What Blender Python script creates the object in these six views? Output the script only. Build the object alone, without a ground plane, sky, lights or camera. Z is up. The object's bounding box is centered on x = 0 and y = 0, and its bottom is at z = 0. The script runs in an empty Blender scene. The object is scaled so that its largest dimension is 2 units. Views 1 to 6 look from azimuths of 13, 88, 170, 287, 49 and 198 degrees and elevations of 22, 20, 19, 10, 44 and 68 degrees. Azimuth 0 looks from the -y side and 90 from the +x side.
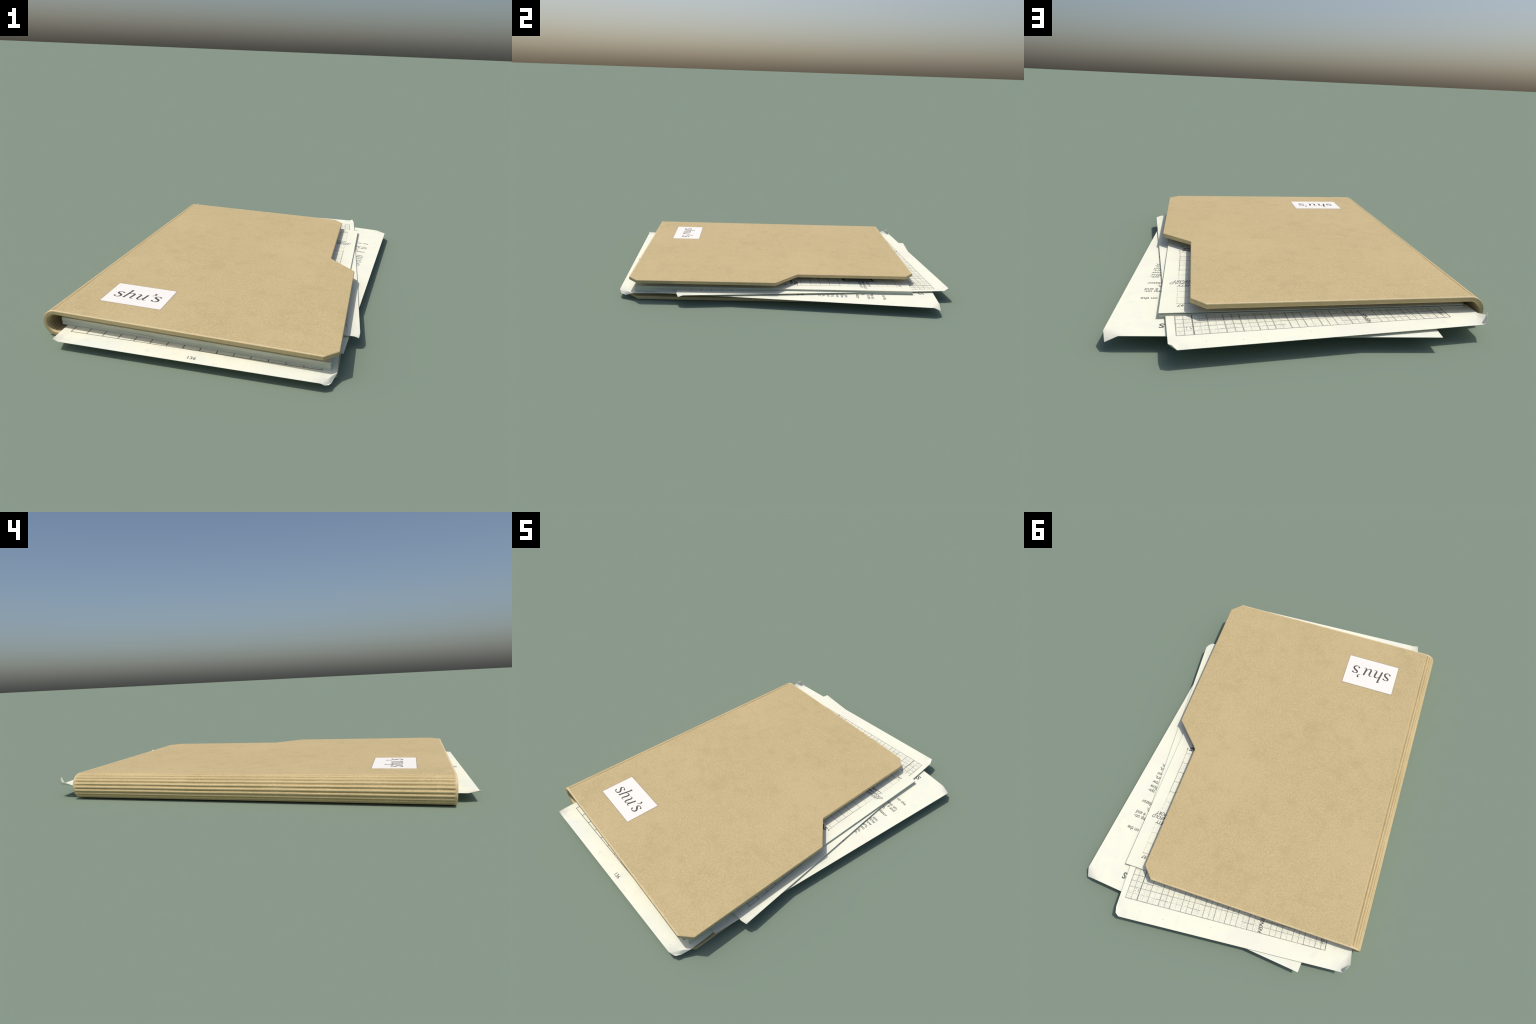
"""A kraft-paper file folder lying shut on its side, stuffed with a stack of pages
and three loose, skewed sheets with curled corners.  Metres, z up."""
import bpy, bmesh, math, random
from mathutils import Vector, Matrix, noise

random.seed(7)
COLL = bpy.context.scene.collection

# ------------------------------------------------------------------ helpers
def new_object(name, mesh, parent=None):
    ob = bpy.data.objects.new(name, mesh)
    COLL.objects.link(ob)
    if parent is not None:
        ob.parent = parent
    return ob

def mesh_from_bmesh(bm, name, smooth=True, angle=None):
    me = bpy.data.meshes.new(name)
    bm.to_mesh(me)
    bm.free()
    for p in me.polygons:
        p.use_smooth = smooth
    if smooth and angle is not None:
        me.set_sharp_from_angle(angle=math.radians(angle))
    return me

def bake_modifiers(ob):
    """Replace the object's mesh by its evaluated one and drop the modifiers."""
    dg = bpy.context.evaluated_depsgraph_get()
    me = bpy.data.meshes.new_from_object(ob.evaluated_get(dg))
    me.name = ob.name
    ob.modifiers.clear()
    ob.data = me
    return me

def catmull(pts, n):
    """Sample a Catmull-Rom spline through pts (tuples of any length), n steps a span."""
    out = []
    P = [pts[0]] + list(pts) + [pts[-1]]
    for i in range(1, len(P) - 2):
        for k in range(n):
            t = k / n
            a, b, c, d = P[i - 1], P[i], P[i + 1], P[i + 2]
            out.append(tuple(0.5 * (2 * b[j] + (c[j] - a[j]) * t
                             + (2 * a[j] - 5 * b[j] + 4 * c[j] - d[j]) * t * t
                             + (3 * b[j] - a[j] - 3 * c[j] + d[j]) * t ** 3) for j in range(len(b))))
    out.append(tuple(pts[-1]))
    return out

# ------------------------------------------------------------------ node helpers
class Nodes:
    def __init__(self, name, roughness=0.8, specular=0.25):
        self.mat = bpy.data.materials.new(name)
        self.mat.use_nodes = True
        self.nt = self.mat.node_tree
        self.bsdf = self.nt.nodes["Principled BSDF"]
        self.bsdf.inputs["Roughness"].default_value = roughness
        self.bsdf.inputs["Specular IOR Level"].default_value = specular
        self.co = self.nt.nodes.new("ShaderNodeTexCoord").outputs["Object"]

    def node(self, kind, **props):
        n = self.nt.nodes.new(kind)
        for k, v in props.items():
            setattr(n, k, v)
        return n

    def link(self, a, b):
        self.nt.links.new(a, b)

    def put(self, sock, val):
        if isinstance(val, bpy.types.NodeSocket):
            self.link(val, sock)
        else:
            sock.default_value = val

    def math(self, op, a, b=0.0, c=0.0, clamp=False):
        n = self.node("ShaderNodeMath", operation=op, use_clamp=clamp)
        for s, v in zip(n.inputs, (a, b, c)):
            self.put(s, v)
        return n.outputs[0]

    def noise(self, scale, detail=3.0, rough=0.55, stretch=(1, 1, 1), offset=(0, 0, 0)):
        m = self.node("ShaderNodeMapping")
        m.inputs["Scale"].default_value = stretch
        m.inputs["Location"].default_value = offset
        self.link(self.co, m.inputs["Vector"])
        n = self.node("ShaderNodeTexNoise")
        n.inputs["Scale"].default_value = scale
        n.inputs["Detail"].default_value = detail
        n.inputs["Roughness"].default_value = rough
        self.link(m.outputs[0], n.inputs["Vector"])
        return n.outputs["Fac"]

    def ramp(self, fac, stops):
        r = self.node("ShaderNodeValToRGB")
        el = r.color_ramp.elements
        while len(el) < len(stops):
            el.new(0.5)
        for e, (p, c) in zip(el, stops):
            e.position = p
            e.color = (*c, 1) if len(c) == 3 else c
        self.link(fac, r.inputs["Fac"])
        return r.outputs["Color"]

    def mix(self, fac, a, b, blend="MIX"):
        n = self.node("ShaderNodeMix", data_type="RGBA", blend_type=blend)
        self.put(n.inputs[0], fac)
        for s, v in ((n.inputs[6], a), (n.inputs[7], b)):
            self.put(s, (*v, 1) if isinstance(v, tuple) and len(v) == 3 else v)
        return n.outputs[2]

    def step(self, x, lo, hi):
        n = self.node("ShaderNodeMapRange", interpolation_type="SMOOTHSTEP")
        self.put(n.inputs["Value"], x)
        n.inputs["From Min"].default_value = lo
        n.inputs["From Max"].default_value = hi
        return n.outputs["Result"]

    def xyz(self):
        s = self.node("ShaderNodeSeparateXYZ")
        self.link(self.co, s.inputs[0])
        return s.outputs

    def bump(self, height, strength, distance):
        b = self.node("ShaderNodeBump")
        b.inputs["Strength"].default_value = strength
        b.inputs["Distance"].default_value = distance
        self.link(height, b.inputs["Height"])
        self.link(b.outputs[0], self.bsdf.inputs["Normal"])

    def done(self, color):
        self.put(self.bsdf.inputs["Base Color"], color)
        return self.mat

# ------------------------------------------------------------------ sizes of the folder
Y_FRONT, Y_BACK = -0.9065, 0.7945      # ends of the folder along its spine
X_OPEN = 0.5505                        # free edge opposite the spine
X_NOTCH = 0.4140                       # where the tab is cut away
X_SEAM = -0.600                        # flap / spine border, on the flat
R_OUT, WALL = 0.0597, 0.0195           # spine radius and board thickness
X_AXIS = -0.6370                       # axis of the spine's bend
TOP = 2 * R_OUT
RIB_FIRST, RIB_PITCH, RIB_COUNT = 13.0, 16.6, 10     # degrees around the spine
ROUND = 0.0042                         # edge rounding
LABEL = (-0.366, -0.667, 0.1425, 0.0922)   # centre and half sizes of the paper label

# ------------------------------------------------------------------ materials
def kraft_material():
    n = Nodes("kraft_board", roughness=0.85, specular=0.2)
    fine = n.noise(135, 2.5, 0.62)
    fibre = n.noise(70, 3.0, 0.6, offset=(3, 1, 0))
    blot = n.noise(13.0, 5.0, 0.68, offset=(1.3, 4.2, 0))
    warm = n.noise(3.0, 2.0, 0.5, offset=(7.7, 2.1, 0))
    base = n.ramp(fine, [(0.30, (0.508, 0.392, 0.202)), (0.70, (0.646, 0.508, 0.270))])
    base = n.mix(n.math("MULTIPLY", n.step(fibre, 0.40, 0.75), 0.26), base, (0.70, 0.565, 0.30))
    base = n.mix(n.math("MULTIPLY", n.step(blot, 0.46, 0.74), 0.46), base, (0.470, 0.374, 0.188))
    base = n.mix(n.math("MULTIPLY", n.step(warm, 0.42, 0.70), 0.24), base, (0.68, 0.52, 0.285))
    x, y, z = n.xyz()
    # paler, rubbed rims at both ends
    end = n.math("MAXIMUM", n.math("SUBTRACT", y, Y_BACK), n.math("SUBTRACT", Y_FRONT, y))
    rim = n.step(n.math("ADD", end, n.math("MULTIPLY", n.math("SUBTRACT", fibre, 0.5), 0.012)), -0.0105, -0.004)
    nrm = n.node("ShaderNodeSeparateXYZ")
    n.link(n.node("ShaderNodeNewGeometry").outputs["Normal"], nrm.inputs[0])
    up = n.step(n.math("ABSOLUTE", nrm.outputs[2]), 0.35, 0.75)
    base = n.mix(n.math("MULTIPLY", n.math("MULTIPLY", rim, up), 0.70), base, (0.80, 0.65, 0.39))
    cut = n.math("MULTIPLY", n.step(end, -0.004, -0.001), n.math("SUBTRACT", 1.0, n.step(n.math("ABSOLUTE", nrm.outputs[2]), 0.1, 0.6)))
    base = n.mix(n.math("MULTIPLY", cut, 0.45), base, (0.44, 0.36, 0.185))
    # occlusion shading painted dark into the grooves between the spine's ribs
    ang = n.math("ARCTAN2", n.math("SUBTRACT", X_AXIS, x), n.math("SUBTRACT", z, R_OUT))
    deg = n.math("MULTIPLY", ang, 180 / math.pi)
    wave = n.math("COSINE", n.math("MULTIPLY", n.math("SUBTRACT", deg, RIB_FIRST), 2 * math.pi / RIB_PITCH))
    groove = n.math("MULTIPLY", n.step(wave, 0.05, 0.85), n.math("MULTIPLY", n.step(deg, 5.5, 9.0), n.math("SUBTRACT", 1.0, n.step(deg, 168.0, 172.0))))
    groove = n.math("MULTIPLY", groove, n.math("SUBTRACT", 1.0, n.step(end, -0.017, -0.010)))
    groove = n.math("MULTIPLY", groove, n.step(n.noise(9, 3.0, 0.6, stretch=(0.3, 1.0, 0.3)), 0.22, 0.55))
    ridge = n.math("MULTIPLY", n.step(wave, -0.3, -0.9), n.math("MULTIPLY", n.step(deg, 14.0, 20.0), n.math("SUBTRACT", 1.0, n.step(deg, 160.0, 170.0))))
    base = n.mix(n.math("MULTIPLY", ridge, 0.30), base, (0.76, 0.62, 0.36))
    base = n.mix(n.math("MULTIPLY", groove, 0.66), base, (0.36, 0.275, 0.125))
    # thin dark grey line around the label
    dx = n.math("SUBTRACT", n.math("ABSOLUTE", n.math("SUBTRACT", x, LABEL[0])), LABEL[2])
    dy = n.math("SUBTRACT", n.math("ABSOLUTE", n.math("SUBTRACT", y, LABEL[1])), LABEL[3])
    d = n.math("MAXIMUM", dx, dy)
    label_outline = n.math("MULTIPLY", n.math("SUBTRACT", 1.0, n.step(d, 0.0020, 0.0055)), n.step(z, 0.10, 0.115))
    base = n.mix(n.math("MULTIPLY", label_outline, 0.75), base, (0.36, 0.31, 0.22))
    h = n.math("ADD", n.math("MULTIPLY", fine, 0.5), n.math("MULTIPLY", blot, 0.6))
    n.bump(h, 0.14, 0.0012)
    return n.done(base)

def paper_material(name, grid=None, grime=0.5, seed=0.0):
    """Off-white paper with faint mottling and creases; `grid` = (u0,u1,v0,v1) is an area
    of the sheet that carries photocopy dirt."""
    n = Nodes(name, roughness=0.75, specular=0.25)
    o = (seed, seed * 1.7, 0)
    tone = n.noise(4.0, 3.0, 0.5, offset=o)
    col = n.ramp(tone, [(0.32, (0.880, 0.893, 0.768)), (0.5, (0.945, 0.942, 0.755)), (0.70, (0.915, 0.892, 0.745))])
    spot = n.noise(16, 4.0, 0.6, offset=(seed + 4, seed, 0))
    col = n.mix(n.math("MULTIPLY", n.step(spot, 0.55, 0.80), 0.50 * grime), col, (0.72, 0.735, 0.625))
    x, y, z = n.xyz()
    # handled corners are greyer
    ax, ay = n.math("ABSOLUTE", x), n.math("ABSOLUTE", y)
    corner = n.step(n.math("ADD", n.math("SUBTRACT", ax, 0.576), n.math("SUBTRACT", ay, 0.8135)), -0.16, -0.02)
    streak = n.noise(26, 4.0, 0.65, stretch=(1.0, 0.5, 1.0), offset=(seed, 9, 0))
    col = n.mix(n.math("MULTIPLY", n.math("MULTIPLY", corner, n.step(streak, 0.35, 0.65)), 0.32 * grime), col, (0.60, 0.58, 0.53))
    if grid:
        u0, u1, v0, v1 = grid
        m = n.math("MULTIPLY", n.math("MULTIPLY", n.step(x, u0, u0 + .004), n.math("SUBTRACT", 1.0, n.step(x, u1 - .004, u1))),
                   n.math("MULTIPLY", n.step(y, v0, v0 + .004), n.math("SUBTRACT", 1.0, n.step(y, v1 - .006, v1 + .002))))
        dirt = n.noise(150, 2.0, 0.7, stretch=(1.0, 1.6, 1.0), offset=(2, 2, 0))
        patch = n.noise(24, 2.0, 0.5, offset=(5, 2, 0))
        f = n.math("MULTIPLY", n.step(dirt, 0.42, 0.68), n.math("ADD", n.math("MULTIPLY", n.step(patch, 0.30, 0.60), 0.75), 0.25))
        col = n.mix(n.math("MULTIPLY", n.math("MULTIPLY", f, m), 0.50), col, (0.42, 0.42, 0.38))
    crease = n.noise(5.0, 4.0, 0.45, offset=(seed * 2, 3, 0))
    n.bump(crease, 0.18, 0.012)
    return n.done(col)

def page_material():
    """Paper block: pages seen edge-on, streaked along the layers."""
    n = Nodes("page_edges", roughness=0.8, specular=0.2)
    streak = n.noise(9, 4.0, 0.6, stretch=(0.5, 0.5, 75))
    broad = n.noise(5, 2.0, 0.5, offset=(2, 5, 1))
    col = n.ramp(streak, [(0.30, (0.47, 0.48, 0.38)), (0.45, (0.64, 0.66, 0.535)), (0.70, (0.74, 0.755, 0.615))])
    col = n.mix(n.math("MULTIPLY", n.step(broad, 0.5, 0.75), 0.35), col, (0.63, 0.66, 0.57))
    return n.done(col)

def plain(name, rgb, rough=0.7, vary=0.10, scale=90):
    n = Nodes(name, roughness=rough, specular=0.2)
    f = n.noise(scale, 2.0, 0.6)
    lo = tuple(c * (1 - vary) for c in rgb)
    hi = tuple(min(1, c * (1 + vary)) for c in rgb)
    return n.done(n.ramp(f, [(0.3, lo), (0.7, hi)]))

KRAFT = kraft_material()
PAGE_EDGE = page_material()
PAGE_TOP = paper_material("top_page_paper", grime=0.2, seed=8.6)
LABEL_PAPER = plain("label_paper", (0.940, 0.905, 0.835), 0.6, 0.012, 30)
LABEL_INK = plain("label_ink", (0.110, 0.092, 0.078), 0.7, 0.10)
INK_BLACK = plain("ink_black", (0.075, 0.075, 0.066), 0.7, 0.35, 220)
INK_DARK = plain("ink_dark", (0.165, 0.165, 0.142), 0.7, 0.30, 160)
INK_GREY = plain("ink_grey", (0.41, 0.41, 0.355), 0.7, 0.30, 120)
INK_FAINT = plain("ink_faint", (0.64, 0.64, 0.54), 0.7, 0.20, 120)
INKS = [INK_BLACK, INK_DARK, INK_GREY, INK_FAINT]
BLACK, DARK, GREY, FAINT = range(4)

# ------------------------------------------------------------------ folder
folder = bpy.data.objects.new("paper_folder", None)
COLL.objects.link(folder)
folder["label"] = "tan kraft paper file folder with ribbed spine and white name label"
folder["category"] = "file folder"

def build_flap(name, outline, z0, z1):
    """Board cut to `outline` (counter-clockwise, first edge = the border to the spine)."""
    bm = bmesh.new()
    lo = [bm.verts.new((x, y, z0)) for x, y in outline]
    hi = [bm.verts.new((x, y, z1)) for x, y in outline]
    k = len(outline)
    bm.faces.new(hi)
    bm.faces.new(lo[::-1])
    seam = None
    for i in range(k):
        j = (i + 1) % k
        f = bm.faces.new((lo[i], lo[j], hi[j], hi[i]))
        if i == 0:
            seam = f
    bm.normal_update()
    keep = set(seam.edges)
    rim = [e for e in bm.edges if e not in keep and abs(e.verts[0].co.z - e.verts[1].co.z) < 1e-6]
    posts = [e for e in bm.edges if e not in keep and e not in rim]
    bmesh.ops.bevel(bm, geom=rim + posts, offset=ROUND, segments=4, profile=0.5, affect="EDGES",
                    clamp_overlap=True)
    dead = [f for f in bm.faces if all(abs(v.co.x - X_SEAM) < 1e-5 for v in f.verts)]
    bmesh.ops.delete(bm, geom=dead, context="FACES")
    me = mesh_from_bmesh(bm, name, smooth=True)
    ob = new_object(name, me, folder)
    w = ob.modifiers.new("weighted", "WEIGHTED_NORMAL")
    w.weight = 100
    bake_modifiers(ob)
    ob.data.materials.append(KRAFT)
    return ob

CH = 0.0545                                    # corner cut
front_outline = [(X_SEAM, Y_BACK), (X_SEAM, Y_FRONT), (X_OPEN - CH, Y_FRONT), (X_OPEN, Y_FRONT + CH),
                 (X_OPEN, -0.0575), (X_NOTCH, 0.0795), (X_NOTCH, Y_BACK - CH - 0.001), (X_NOTCH - CH, Y_BACK)]
back_outline = [(X_SEAM, Y_BACK), (X_SEAM, Y_FRONT), (X_OPEN - CH, Y_FRONT), (X_OPEN, Y_FRONT + CH),
                (X_OPEN, Y_BACK - CH), (X_OPEN - CH, Y_BACK)]
build_flap("front_cover", front_outline, TOP - WALL, TOP)
build_flap("back_cover", back_outline, 0.0, WALL)

def build_spine():
    """Half-round spine swept around the axis, with pressed ribs that fade out at the ends."""
    first, pitch, count = RIB_FIRST, RIB_PITCH, RIB_COUNT
    depth = 0.0046
    def rib(deg):
        if deg < first - pitch / 2 or deg > first + pitch * (count - 0.5):
            return 0.0
        return (0.5 + 0.5 * math.cos(2 * math.pi * (deg - first) / pitch)) ** 1.25
    # stations along the bend: (centre x, centre z, outward direction, degrees from the top)
    stations = []
    flat = 5
    for i in range(flat):
        x = X_SEAM + (X_AXIS - X_SEAM) * i / flat
        stations.append((Vector((x, 0, R_OUT)), Vector((0, 0, 1)), math.degrees((x - X_AXIS) / R_OUT) * -1))
    N = 150
    for i in range(N + 1):
        a = math.pi * i / N
        stations.append((Vector((X_AXIS, 0, R_OUT)), Vector((-math.sin(a), 0, math.cos(a))), math.degrees(a)))
    for i in range(1, flat + 1):
        x = X_AXIS + (X_SEAM - X_AXIS) * i / flat
        stations.append((Vector((x, 0, R_OUT)), Vector((0, 0, -1)), 180 + math.degrees((x - X_AXIS) / R_OUT)))
    # closed loop of the board's section across the fold: (y, radius)
    M, seg = 90, 4
    r0, r1 = R_OUT - WALL, R_OUT
    loop = []
    ys = [Y_FRONT + ROUND + (Y_BACK - Y_FRONT - 2 * ROUND) * i / M for i in range(M + 1)]
    # a few extra stations where the ribs fade
    extra = [0.007, 0.010, 0.0125, 0.015]
    ys = sorted(ys + [Y_FRONT + e for e in extra] + [Y_BACK - e for e in extra])
    loop += [(y, r1) for y in ys]
    for cy, cr, a0 in ((Y_BACK - ROUND, r1 - ROUND, 90), (Y_BACK - ROUND, r0 + ROUND, 0)):
        for s in range(1 if a0 == 90 else 0, seg + 1):
            a = math.radians(a0 - 90 * s / seg)
            loop.append((cy + ROUND * math.cos(a), cr + ROUND * math.sin(a)))
    loop.pop()
    loop += [(y, r0) for y in ys[::-1]]
    for cy, cr, a0 in ((Y_FRONT + ROUND, r0 + ROUND, 270), (Y_FRONT + ROUND, r1 - ROUND, 180)):
        for s in range(1 if a0 == 270 else 0, seg + 1):
            a = math.radians(a0 - 90 * s / seg)
            loop.append((cy + ROUND * math.cos(a), cr + ROUND * math.sin(a)))
    loop.pop()
    bm = bmesh.new()
    rings = []
    for c, d, deg in stations:
        ring = []
        for y, r in loop:
            edge = min(y - Y_FRONT, Y_BACK - y)
            fade = max(0.0, min(1.0, (edge - 0.008) / 0.008))
            wob = 1.0 + 0.35 * noise.noise(Vector((y * 7.0, deg * 0.05, 1.7))) + 0.18 * noise.noise(Vector((y * 28.0, deg * 0.06, 4.1)))
            drift = 1.1 * noise.noise(Vector((y * 3.1, deg * 0.012, 9.0)))
            r2 = r - depth * rib(deg + drift) * fade * wob * (1.0 if r > r0 + ROUND * 0.5 else 0.9)
            p = c + d * r2
            ring.append(bm.verts.new((p.x, y, p.z)))
        rings.append(ring)
    L = len(loop)
    for a, b in zip(rings, rings[1:]):
        for i in range(L):
            j = (i + 1) % L
            bm.faces.new((a[i], b[i], b[j], a[j]))
    bmesh.ops.recalc_face_normals(bm, faces=bm.faces)
    me = mesh_from_bmesh(bm, "spine", smooth=True)
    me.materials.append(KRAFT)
    return new_object("spine", me, folder)
build_spine()

# ------------------------------------------------------------------ printing: flat ink pieces
def box(bm, corners, z0, z1, mat=0):
    """Thin prism over a quad given by four 2-D corners."""
    lo = [bm.verts.new((x, y, z0)) for x, y in corners]
    hi = [bm.verts.new((x, y, z1)) for x, y in corners]
    fs = [bm.faces.new(hi), bm.faces.new(lo[::-1])]
    k = len(corners)
    for i in range(k):
        j = (i + 1) % k
        fs.append(bm.faces.new((lo[i], lo[j], hi[j], hi[i])))
    for f in fs:
        f.material_index = mat

class Ink:
    """Collects ruled lines, dots and pen strokes of one sheet in one mesh."""
    def __init__(self, z=0.0):
        self.bm = bmesh.new()
        self.z = z
        self.n = 0
    def top(self):
        self.n += 1
        return self.z + 0.00022 + 0.00001 * (self.n % 24)     # crossing lines never share a plane
    def line(self, a, b, width, tone):
        a, b = Vector(a), Vector(b)
        d = (b - a).normalized()
        w = Vector((-d.y, d.x)) * width * 0.5
        box(self.bm, [a - w, b - w, b + w, a + w], self.z - 0.0004, self.top(), tone)
    def dashes(self, a, b, width, tone, rng, dash=0.018, gap=0.006):
        a, b = Vector(a), Vector(b)
        d = b - a
        L = d.length
        d.normalize()
        s = 0.0
        while s < L:
            e = min(L, s + dash * rng.uniform(0.4, 1.5))
            self.line(a + d * s, a + d * e, width * rng.uniform(0.75, 1.1), tone)
            s = e + gap * rng.uniform(0.3, 1.5)
    def dot(self, c, r, tone):
        box(self.bm, [(c[0] + r * math.cos(i * math.pi / 4), c[1] + r * math.sin(i * math.pi / 4)) for i in range(8)],
            self.z - 0.0004, self.top(), tone)
    def polygon(self, pts, tone):
        box(self.bm, pts, self.z - 0.0004, self.top(), tone)
    def finish(self, name, parent):
        bmesh.ops.recalc_face_normals(self.bm, faces=self.bm.faces)
        me = mesh_from_bmesh(self.bm, name, smooth=False)
        for m in INKS:
            me.materials.append(m)
        ob = new_object(name, me, parent)
        ob["kind"] = "stuff"
        return ob

def text_line(parent, body, at, size, tone, z=0.0, align="RIGHT", angle=0.0, shear=0.0, weight=0.0, squeeze=1.0, name="printed_line"):
    cu = bpy.data.curves.new(name, "FONT")
    cu.body = body
    cu.size = size
    cu.align_x = align
    cu.align_y = "CENTER"
    cu.shear = shear
    cu.offset = weight
    cu.extrude = 0.00022
    cu.resolution_u = 3
    tmp = bpy.data.objects.new(name, cu)
    COLL.objects.link(tmp)
    dg = bpy.context.evaluated_depsgraph_get()
    dg.update()
    me = bpy.data.meshes.new_from_object(tmp.evaluated_get(dg))
    me.name = name
    bpy.data.objects.remove(tmp)
    bpy.data.curves.remove(cu)
    me.transform(Matrix.Translation((at[0], at[1], z)) @ Matrix.Rotation(math.radians(angle), 4, "Z") @ Matrix.Diagonal((squeeze, 1, 1, 1)))
    me.materials.clear()
    me.materials.append(INKS[tone] if isinstance(tone, int) else tone)
    return new_object(name, me, parent)

# ------------------------------------------------------------------ label with brush lettering
def build_label():
    cx, cy, hx, hy = LABEL
    bm = bmesh.new()
    r = 0.0025
    pts = []
    for sx, sy, a0 in ((1, 1, 0), (-1, 1, 90), (-1, -1, 180), (1, -1, 270)):
        for k in range(4):
            a = math.radians(a0 + 30 * k)
            pts.append((sx * (hx - r) + r * math.cos(a), sy * (hy - r) + r * math.sin(a)))
    box(bm, pts, -0.0006, 0.0006)
    me = mesh_from_bmesh(bm, "label", smooth=False)
    me.materials.append(LABEL_PAPER)
    lab = new_object("label", me, folder)
    lab.location = (cx, cy, TOP + 0.0002)
    zt = 0.0006

    def letter(strokes):
        """Each stroke: list of (x, y, pen width); drawn as a ribbon with rounded ends."""
        b = bmesh.new()
        for n, st in enumerate(strokes):
            c = catmull(st, 7) if len(st) > 2 else st
            left, right = [], []
            for i, (x, y, w) in enumerate(c):
                p0, p1 = c[max(0, i - 1)], c[min(len(c) - 1, i + 1)]
                d = Vector((p1[0] - p0[0], p1[1] - p0[1])).normalized()
                nn = Vector((-d.y, d.x)) * w * 0.5
                left.append(Vector((x, y)) + nn)
                right.append(Vector((x, y)) - nn)
            zz = zt + 0.00028 + 0.00003 * n
            for i in range(len(c) - 1):
                box(b, [right[i], right[i + 1], left[i + 1], left[i]], zt - 0.0003, zz + 0.000002 * (i % 2))
            for (x, y, w) in (c[0], c[-1]):
                rr = w * 0.5
                zz += 0.00001
                box(b, [(x + rr * math.cos(k * math.pi / 6), y + rr * math.sin(k * math.pi / 6)) for k in range(12)], zt - 0.0003, zz)
        bmesh.ops.recalc_face_normals(b, faces=b.faces)
        m = mesh_from_bmesh(b, "letter", smooth=False)
        m.materials.append(LABEL_INK)
        return new_object("letter", m, lab)

    T, H = 0.0037, 0.0092            # thin and heavy pen widths
    def s_strokes(dx, dy):
        spine = [(-0.1070, -0.0268, 0.0092), (-0.1040, -0.0322, T * 1.3), (-0.0960, -0.0352, T), (-0.0870, -0.0335, 0.0060),
                 (-0.0797, -0.0265, 0.0086), (-0.0797, -0.0165, H), (-0.0885, -0.0085, 0.0100), (-0.0985, -0.0022, H),
                 (-0.1024, 0.0045, 0.0080), (-0.0985, 0.0105, 0.0054), (-0.0915, 0.0134, T), (-0.0835, 0.0125, T * 1.2), (-0.0770, 0.0078, 0.0092)]
        return [[(x + dx, y + dy, w) for x, y, w in spine]]
    letter(s_strokes(0, 0))
    letter([[(-0.0474, 0.0382, H * 0.95), (-0.0605, -0.0318, H)],
            [(-0.0585, 0.0384, T * 0.7), (-0.0520, 0.0388, T), (-0.0460, 0.0404, T * 1.1)],
            [(-0.0545, -0.0040, T), (-0.0500, 0.0030, T), (-0.0425, 0.0098, 0.0034), (-0.0325, 0.0116, 0.0056), (-0.0252, 0.0075, H),
             (-0.0246, -0.0040, H), (-0.0282, -0.0190, H), (-0.0298, -0.0300, 0.0068), (-0.0255, -0.0348, 0.0040), (-0.0160, -0.0318, T * 0.6)]])
    letter([[(-0.0082, 0.0098, T * 0.6), (-0.0010, 0.0122, T * 1.2), (0.0062, 0.0096, 0.0060), (0.0072, 0.0020, H), (0.0042, -0.0130, H),
             (0.0028, -0.0255, H), (0.0070, -0.0335, 0.0058), (0.0160, -0.0325, T), (0.0240, -0.0250, T), (0.0300, -0.0120, T)],
            [(0.0376, 0.0128, H), (0.0318, -0.0180, H), (0.0308, -0.0300, 0.0068), (0.0356, -0.0345, 0.0040), (0.0444, -0.0314, T * 0.6)]])
    letter([[(0.0662, 0.0362, 0.0088), (0.0680, 0.0345, 0.0094), (0.0700, 0.0300, 0.0072), (0.0668, 0.0222, T * 1.2), (0.0575, 0.0150, T * 0.5)]])
    letter(s_strokes(0.1795, 0.0017))
build_label()

# ------------------------------------------------------------------ loose sheets
W, Hh = 0.5760, 0.8135                 # half sizes of a sheet
PAPER = 0.0012

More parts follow.
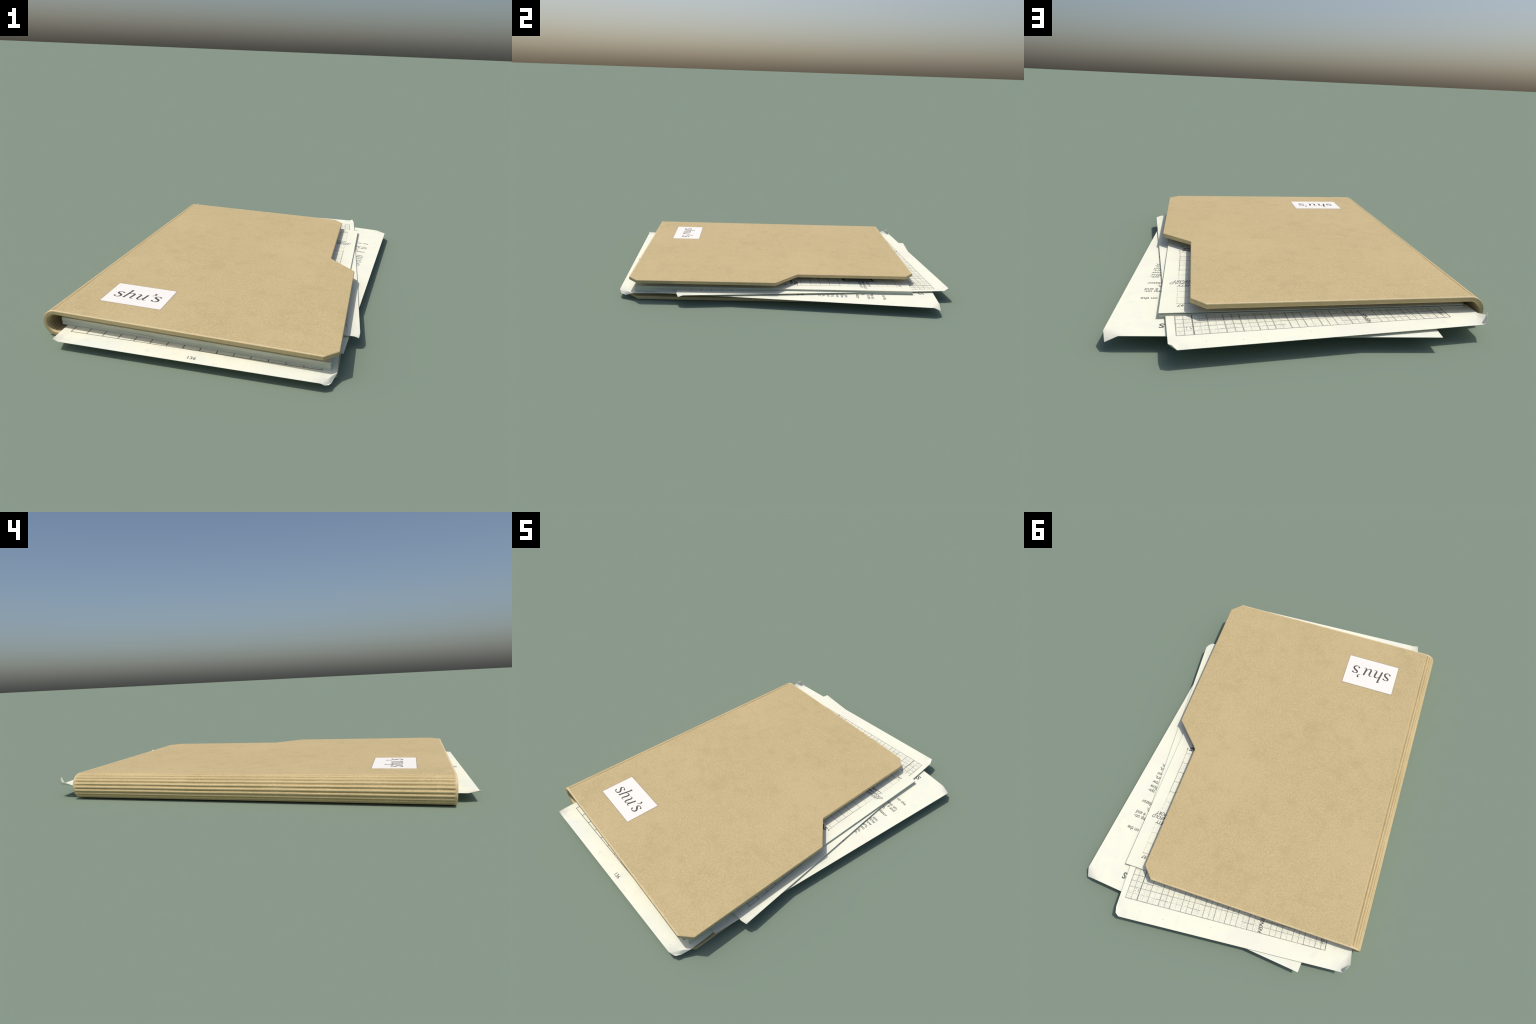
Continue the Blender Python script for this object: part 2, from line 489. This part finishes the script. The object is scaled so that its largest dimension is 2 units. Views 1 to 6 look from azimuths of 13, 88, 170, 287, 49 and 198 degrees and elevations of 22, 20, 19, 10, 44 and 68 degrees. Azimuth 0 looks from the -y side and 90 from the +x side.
def build_sheet(name, label, centre, z, turn, mat, curls):
    """Flat sheet with curled corners.  `curls` maps a corner (sx, sy) to the paths that the
    two edges follow from the flat part to the tip: (along the x-edge, along the y-edge)."""
    bm = bmesh.new()
    outline = []
    rows = []
    for sx, sy in ((1, -1), (1, 1), (-1, 1), (-1, -1)):
        if (sx, sy) in curls:
            onx, ony = curls[(sx, sy)]          # onx starts on the end edge (y = +-Hh), ony on the side edge
            # a flat strip before the fold lets the shading roll softly into the curl
            onx = [(onx[0][0] - sx * 0.028, onx[0][1], 0.0)] + onx
            ony = [(ony[0][0], ony[0][1] - sy * 0.028, 0.0)] + ony
            first, second = (onx, ony) if sx * sy < 0 else (ony, onx)
            outline += [tuple(first[0][j] + (second[0][j] - first[0][j]) * k / 3 for j in range(3)) for k in range(4)]
            rows.append((first, second))
        else:
            outline.append((sx * W, sy * Hh, 0.0))
    vs = {}
    def vert(p):
        k = tuple(round(c, 6) for c in p)
        if k not in vs:
            vs[k] = bm.verts.new(p)
        return vs[k]
    bm.faces.new([vert(p) for p in outline])
    for first, second in rows:
        S = 3
        for i in range(len(first) - 1):
            for k in range(S):
                def P(r, t):
                    return tuple(first[r][j] + (second[r][j] - first[r][j]) * t for j in range(3))
                ring = []
                for p in (P(i, k / S), P(i, (k + 1) / S), P(i + 1, (k + 1) / S), P(i + 1, k / S)):
                    v = vert(p)
                    if v not in ring:
                        ring.append(v)
                if len(ring) > 2:
                    bm.faces.new(ring)
    bmesh.ops.recalc_face_normals(bm, faces=bm.faces)
    big = max(bm.faces, key=lambda f: f.calc_area())
    big.normal_update()
    if big.normal.z < 0:
        bmesh.ops.reverse_faces(bm, faces=bm.faces)
    me = mesh_from_bmesh(bm, name, smooth=True)
    ob = new_object(name, me)
    so = ob.modifiers.new("thickness", "SOLIDIFY")
    so.thickness = PAPER
    so.offset = -1.0
    me = bake_modifiers(ob)
    for p in me.polygons:
        p.use_smooth = True
    me.set_sharp_from_angle(angle=math.radians(55))
    w = ob.modifiers.new("weighted", "WEIGHTED_NORMAL")
    w.keep_sharp = True
    w.weight = 50
    me = bake_modifiers(ob)
    me.materials.clear()
    me.materials.append(mat)
    ob.location = (centre[0], centre[1], z)
    ob.rotation_euler = (0, 0, math.radians(turn))
    ob["label"] = label
    ob["category"] = "paper sheet"
    return ob

# --- lowest sheet: page number and a row of boxes along its front margin
low = build_sheet(
    "loose_sheet", "cream paper sheet, lowest, numbered 136, with ruled boxes", (-0.0508, -0.1673), 0.0390, 1.95,
    paper_material("low_sheet_paper", grime=1.25, seed=1.0),
    {(1, -1): ([(0.5197, -Hh, 0), (0.5361, -0.8054, -0.0115), (0.5506, -0.7974, -0.0123)],
               [(W, -0.7293, 0), (0.5602, -0.7727, -0.0180), (0.5506, -0.7974, -0.0123)]),
     (-1, -1): ([(-0.5440, -Hh, 0), (-0.5652, -0.8131, 0.0096)],
                [(-W, -0.7640, 0), (-0.5652, -0.8131, 0.0096)])})
ink = Ink()
rng = random.Random(11)
ink.line((-0.5350, -0.7282), (0.5180, -0.7272), 0.0030, DARK)
x = -0.5338
while x < 0.53:
    ink.line((x, -0.7278), (x + 0.002, -0.6000), 0.0036, DARK)
    x += 0.07008
for c in ((0.4484, -0.7977), (0.4961, -0.7876), (0.4920, -0.7520)):
    ink.dot(c, 0.0017, FAINT)
ink.finish("ruled_lines", low)
text_line(low, "136", (0.0118, -0.7825), 0.0270, DARK, align="CENTER", weight=0.0004, name="page_number")

# --- middle sheet: text page, its right column showing
mid = build_sheet(
    "loose_sheet", "cream paper sheet with a printed column of text", (0.0579, 0.1080), 0.0500, -5.0,
    paper_material("text_sheet_paper", grime=0.6, seed=2.3),
    {(1, 1): ([(0.5195, Hh, 0), (0.5643, 0.8143, -0.0220)],
              [(W, 0.7735, 0), (0.5643, 0.8143, -0.0220)])})
for body, v in (("on the", 0.5105), ("pump un-", 0.4440), ("e and", 0.4215), ("h.", 0.3900), ("diator", 0.3575), ("sys-", 0.2905),
                ("llow", 0.2660), ("row", 0.2395), ("urs,", 0.2120), ("on", 0.1875), ("is,", 0.1595), ("n.", 0.1365),
                ("do", 0.0370), ("Co", 0.0112), ("-", -0.0577)):
    text_line(mid, body, (0.457 if body == "h." else 0.5020, v), 0.0285, DARK, weight=0.0005, squeeze=0.86)
text_line(mid, "S", (0.3990, 0.7370), 0.0440, DARK, weight=0.0012)

# --- upper sheet: squared form, showing at the back and along the open side
GRID_TURN = math.radians(-0.95)
def form(p, q):
    """Position on the squared form: p leftwards from its right rule, q forwards from its back rule."""
    c, s = math.cos(GRID_TURN), math.sin(GRID_TURN)
    x, y = -p, -q
    return (0.5469 + c * x - s * y, 0.7205 + s * x + c * y)
up = build_sheet(
    "loose_sheet", "cream paper sheet ruled in small squares, curled corners", (-0.0249, 0.1419), 0.0605, 4.95,
    paper_material("form_sheet_paper", grid=(-0.4511, 0.545, 0.45, 0.727), grime=0.7, seed=5.2),
    {(1, -1): ([(0.5487, -Hh, 0), (0.5720, -0.8041, -0.0115)],
               [(W, -0.7779, 0), (0.5720, -0.8041, -0.0115)]),
     (1, 1): ([(0.5496, Hh, 0), (0.5647, 0.8004, 0.0115)],
              [(W, 0.7693, 0), (0.5647, 0.8004, 0.0115)]),
     (-1, 1): ([(-0.5400, Hh, 0), (-0.5514, 0.8147, 0.0130), (-0.5586, 0.7948, 0.0390)],
               [(-W, 0.7207, 0), (-0.5762, 0.7729, 0.0170), (-0.5586, 0.7948, 0.0390)])})
ink = Ink()
rng = random.Random(5)
DEPTH = 0.30
cols = [(0.0, 0.0040, GREY), (0.0278, 0.0036, GREY), (0.0584, 0.0058, DARK), (0.0840, 0.0026, FAINT), (0.1105, 0.0040, GREY),
        (0.1390, 0.0024, FAINT), (0.1674, 0.0042, GREY)]
p, k = 0.1969, 0
while p < 0.985:
    if not 0.670 < p < 0.700:
        heavy = k % 2 == 1
        cols.append((p, 0.0042 if heavy else 0.0030, GREY if heavy else (FAINT if k % 4 == 2 else GREY)))
    p += 0.0278
    k += 1
cols.append((0.9980, 0.0048, DARK))
for p, w, tone in cols:
    # each rule is broken into pieces of slightly different strength, like a poor photocopy
    q = 0.0
    while q < DEPTH:
        e = min(DEPTH, q + rng.uniform(0.05, 0.09))
        ink.line(form(p, q), form(p, e), w * rng.uniform(0.65, 1.05), tone)
        q = e
for i in range(11):
    q = 0.0292 * i
    p = 0.0
    while p < 0.998:
        e = min(0.998, p + rng.uniform(0.05, 0.12))
        if rng.random() > (0.02 if i == 0 else 0.08) and not (i and 0.655 < p < 0.69):
            ink.line(form(p, q), form(e, q), (0.0040 if i == 0 else 0.0030) * rng.uniform(0.7, 1.1), GREY if i % 2 == 0 or rng.random() < 0.45 else FAINT)
        p = e
# photocopy specks inside the squares
for _ in range(260):
    p, q = rng.uniform(0.006, 0.992), rng.uniform(0.006, 0.19)
    a = form(p, q)
    L = rng.uniform(0.002, 0.009)
    ink.line(a, (a[0] + L * rng.choice((1, 1, 0.2)), a[1] + L * rng.choice((0, 0.05, 0.9))), rng.uniform(0.0010, 0.0016), FAINT)
# right rule runs on to the front of the sheet, with ticks
ink.line(form(0, DEPTH), form(0.002, 1.020), 0.0034, GREY)
ink.dashes(form(0.002, 1.025), form(0.003, 1.472), 0.0032, GREY, rng, 0.06, 0.004)
q = 0.40
while q < 1.48:
    ink.line(form(0.0, q), form(rng.uniform(0.06, 0.10), q), 0.0030, GREY)
    q += 0.0585
for c in ((0.5100, 0.6690), (0.5105, 0.6790), (0.4985, 0.6700), (0.4965, 0.6800), (0.4950, 0.6755)):
    ink.dot(c, 0.0021, DARK)
for c in ((0.1010, 0.7600), (0.4550, 0.7700), (0.3350, 0.7790)):
    ink.dot(c, 0.0018, GREY)
ink.finish("ruled_lines", up)
text_line(up, "FINSH", (-0.1310, 0.7290), 0.0240, BLACK, angle=90, shear=0.3, weight=0.0005, squeeze=1.12)
text_line(up, "Sc", (-0.4310, 0.7110), 0.0260, DARK, angle=90, shear=0.2, weight=0.0004)

# ------------------------------------------------------------------ page stack
stack = bpy.data.objects.new("page_stack", None)
COLL.objects.link(stack)
stack["label"] = "thick stack of cream printed pages inside the folder"
stack["category"] = "paper stack"
EX0, EX1, EY0, EY1 = -0.6290, 0.5237, -0.8695, 0.7550
EZ0, EZ1 = 0.0386, 0.0715
stack.location = ((EX0 + EX1) / 2, (EY0 + EY1) / 2, EZ0)

def build_pages():
    n = 15
    t = (EZ1 - EZ0) / n
    hx, hy = (EX1 - EX0) / 2, (EY1 - EY0) / 2
    rng = random.Random(21)
    for i in range(n):
        last = i == n - 1
        j = 0.0 if last else 1.0
        # sheets knocked slightly out of line, the upper gathering a little to the left
        dx = j * (rng.uniform(-0.0010, 0.0006) + (-0.0008 if i > 7 else 0.0006))
        dy = j * rng.uniform(-0.0005, 0.0005)
        shrink = j * rng.uniform(0.0, 0.0012)
        bm = bmesh.new()
        z0, z1 = i * t, (i + 1) * t - (0 if last else 0.00006)
        K = 40
        pts = []
        def wav(s, q):
            return 0.0 if last else 0.0007 * noise.noise(Vector((s * 4.0, q * 3.0 + i * 0.7, 2.0)))
        for k in range(K):
            pts.append((-hx + 2 * hx * k / K, -hy + shrink + wav(k / 6, 0)))
        for k in range(K):
            pts.append((hx - shrink + wav(k / 6, 1), -hy + (2 * hy - 0.008) * k / K))
        # the pages just under the top one fall short at the back, leaving a dark gap
        short = 0.008 if n - 4 < i < n - 1 else 0.0
        back = hy - shrink - short
        for k in range(K):
            pts.append((hx - 2 * hx * k / K, back + wav(k / 6, 2)))
        for k in range(K):
            pts.append((-hx + shrink + wav(k / 6, 3), back - (hy + back) * k / K))
        box(bm, [(x + dx, y + dy) for x, y in pts], z0, z1, 0)
        bm.faces.ensure_lookup_table()
        bm.faces[0].material_index = 1
        me = mesh_from_bmesh(bm, "page", smooth=False)
        me.materials.append(PAGE_EDGE)
        me.materials.append(PAGE_TOP if last else PAGE_EDGE)
        page = new_object("page", me, stack)
    return page, n * t

top_page, zt = build_pages()
cx, cy = stack.location.x, stack.location.y
# printing on the top page (u, v from the page's centre)
ink = Ink(zt)
rng = random.Random(3)
U = 0.5150
ink.dashes((U, 0.740), (U + 0.001, 0.575), 0.0026, FAINT, rng, 0.020, 0.007)
ink.dashes((U, 0.495), (U, 0.400), 0.0028, FAINT, rng, 0.020, 0.005)
ink.line((U, 0.400), (U, 0.205), 0.0032, GREY)
ink.dashes((U, 0.205), (U + 0.003, 0.140), 0.0030, GREY, rng, 0.020, 0.004)
for v, tone in ((0.1580, GREY), (0.2163, GREY), (0.2735, GREY), (0.3300, GREY), (0.3905, GREY), (0.448, FAINT), (0.6232, FAINT), (0.6802, FAINT), (0.735, GREY)):
    ink.line((U, v), (0.380, v), 0.0028, tone)
for _ in range(46):
    u, v = rng.uniform(0.46, 0.507), rng.choice((0.17, 0.18, 0.19, 0.228, 0.236, 0.244, 0.252, 0.284, 0.292, 0.3, 0.31, 0.36))
    ink.line((u, v), (u + rng.uniform(0.003, 0.008), v), 0.0018, FAINT)
# heavy marks beside the tab
for v in (0.0960, 0.1010, 0.1060):
    ink.line((0.440, v), (0.503, v), 0.0030, BLACK)
ink.line((0.500, 0.0625), (0.518, 0.0625), 0.0050, BLACK)
ink.dot((0.5185, 0.1330), 0.0044, DARK)
for a, b in (((0.455, 0.118), (0.478, 0.140)), ((0.468, 0.116), (0.485, 0.130)), ((0.488, 0.118), (0.508, 0.124)), ((0.492, 0.132), (0.508, 0.138)), ((0.470, 0.140), (0.500, 0.116))):
    ink.line(a, b, 0.0060, BLACK)
# a framed grey panel with two pointers, mostly under the cover
ink.polygon([(0.330, 0.432), (0.440, 0.432), (0.440, 0.606), (0.330, 0.606)], GREY)
ink.line((0.4420, 0.428), (0.4420, 0.612), 0.0036, BLACK)
ink.polygon([(0.400, 0.412), (0.440, 0.426), (0.400, 0.440)], BLACK)
ink.polygon([(0.400, 0.590), (0.444, 0.616), (0.400, 0.606)], BLACK)
ink.finish("ruled_lines", top_page)
text_line(top_page, "97", (0.5115, 0.7520), 0.0250, BLACK, z=zt, shear=0.2, weight=0.0002)
for body, u, v in (("SAFETY", 0.5150, 0.5640), ("MANIFOLD", 0.5470, 0.5385), ("SUPPORT", 0.5330, 0.5160)):
    text_line(top_page, body, (u, v), 0.0250, BLACK, z=zt, shear=0.35, weight=0.0003, squeeze=0.88)
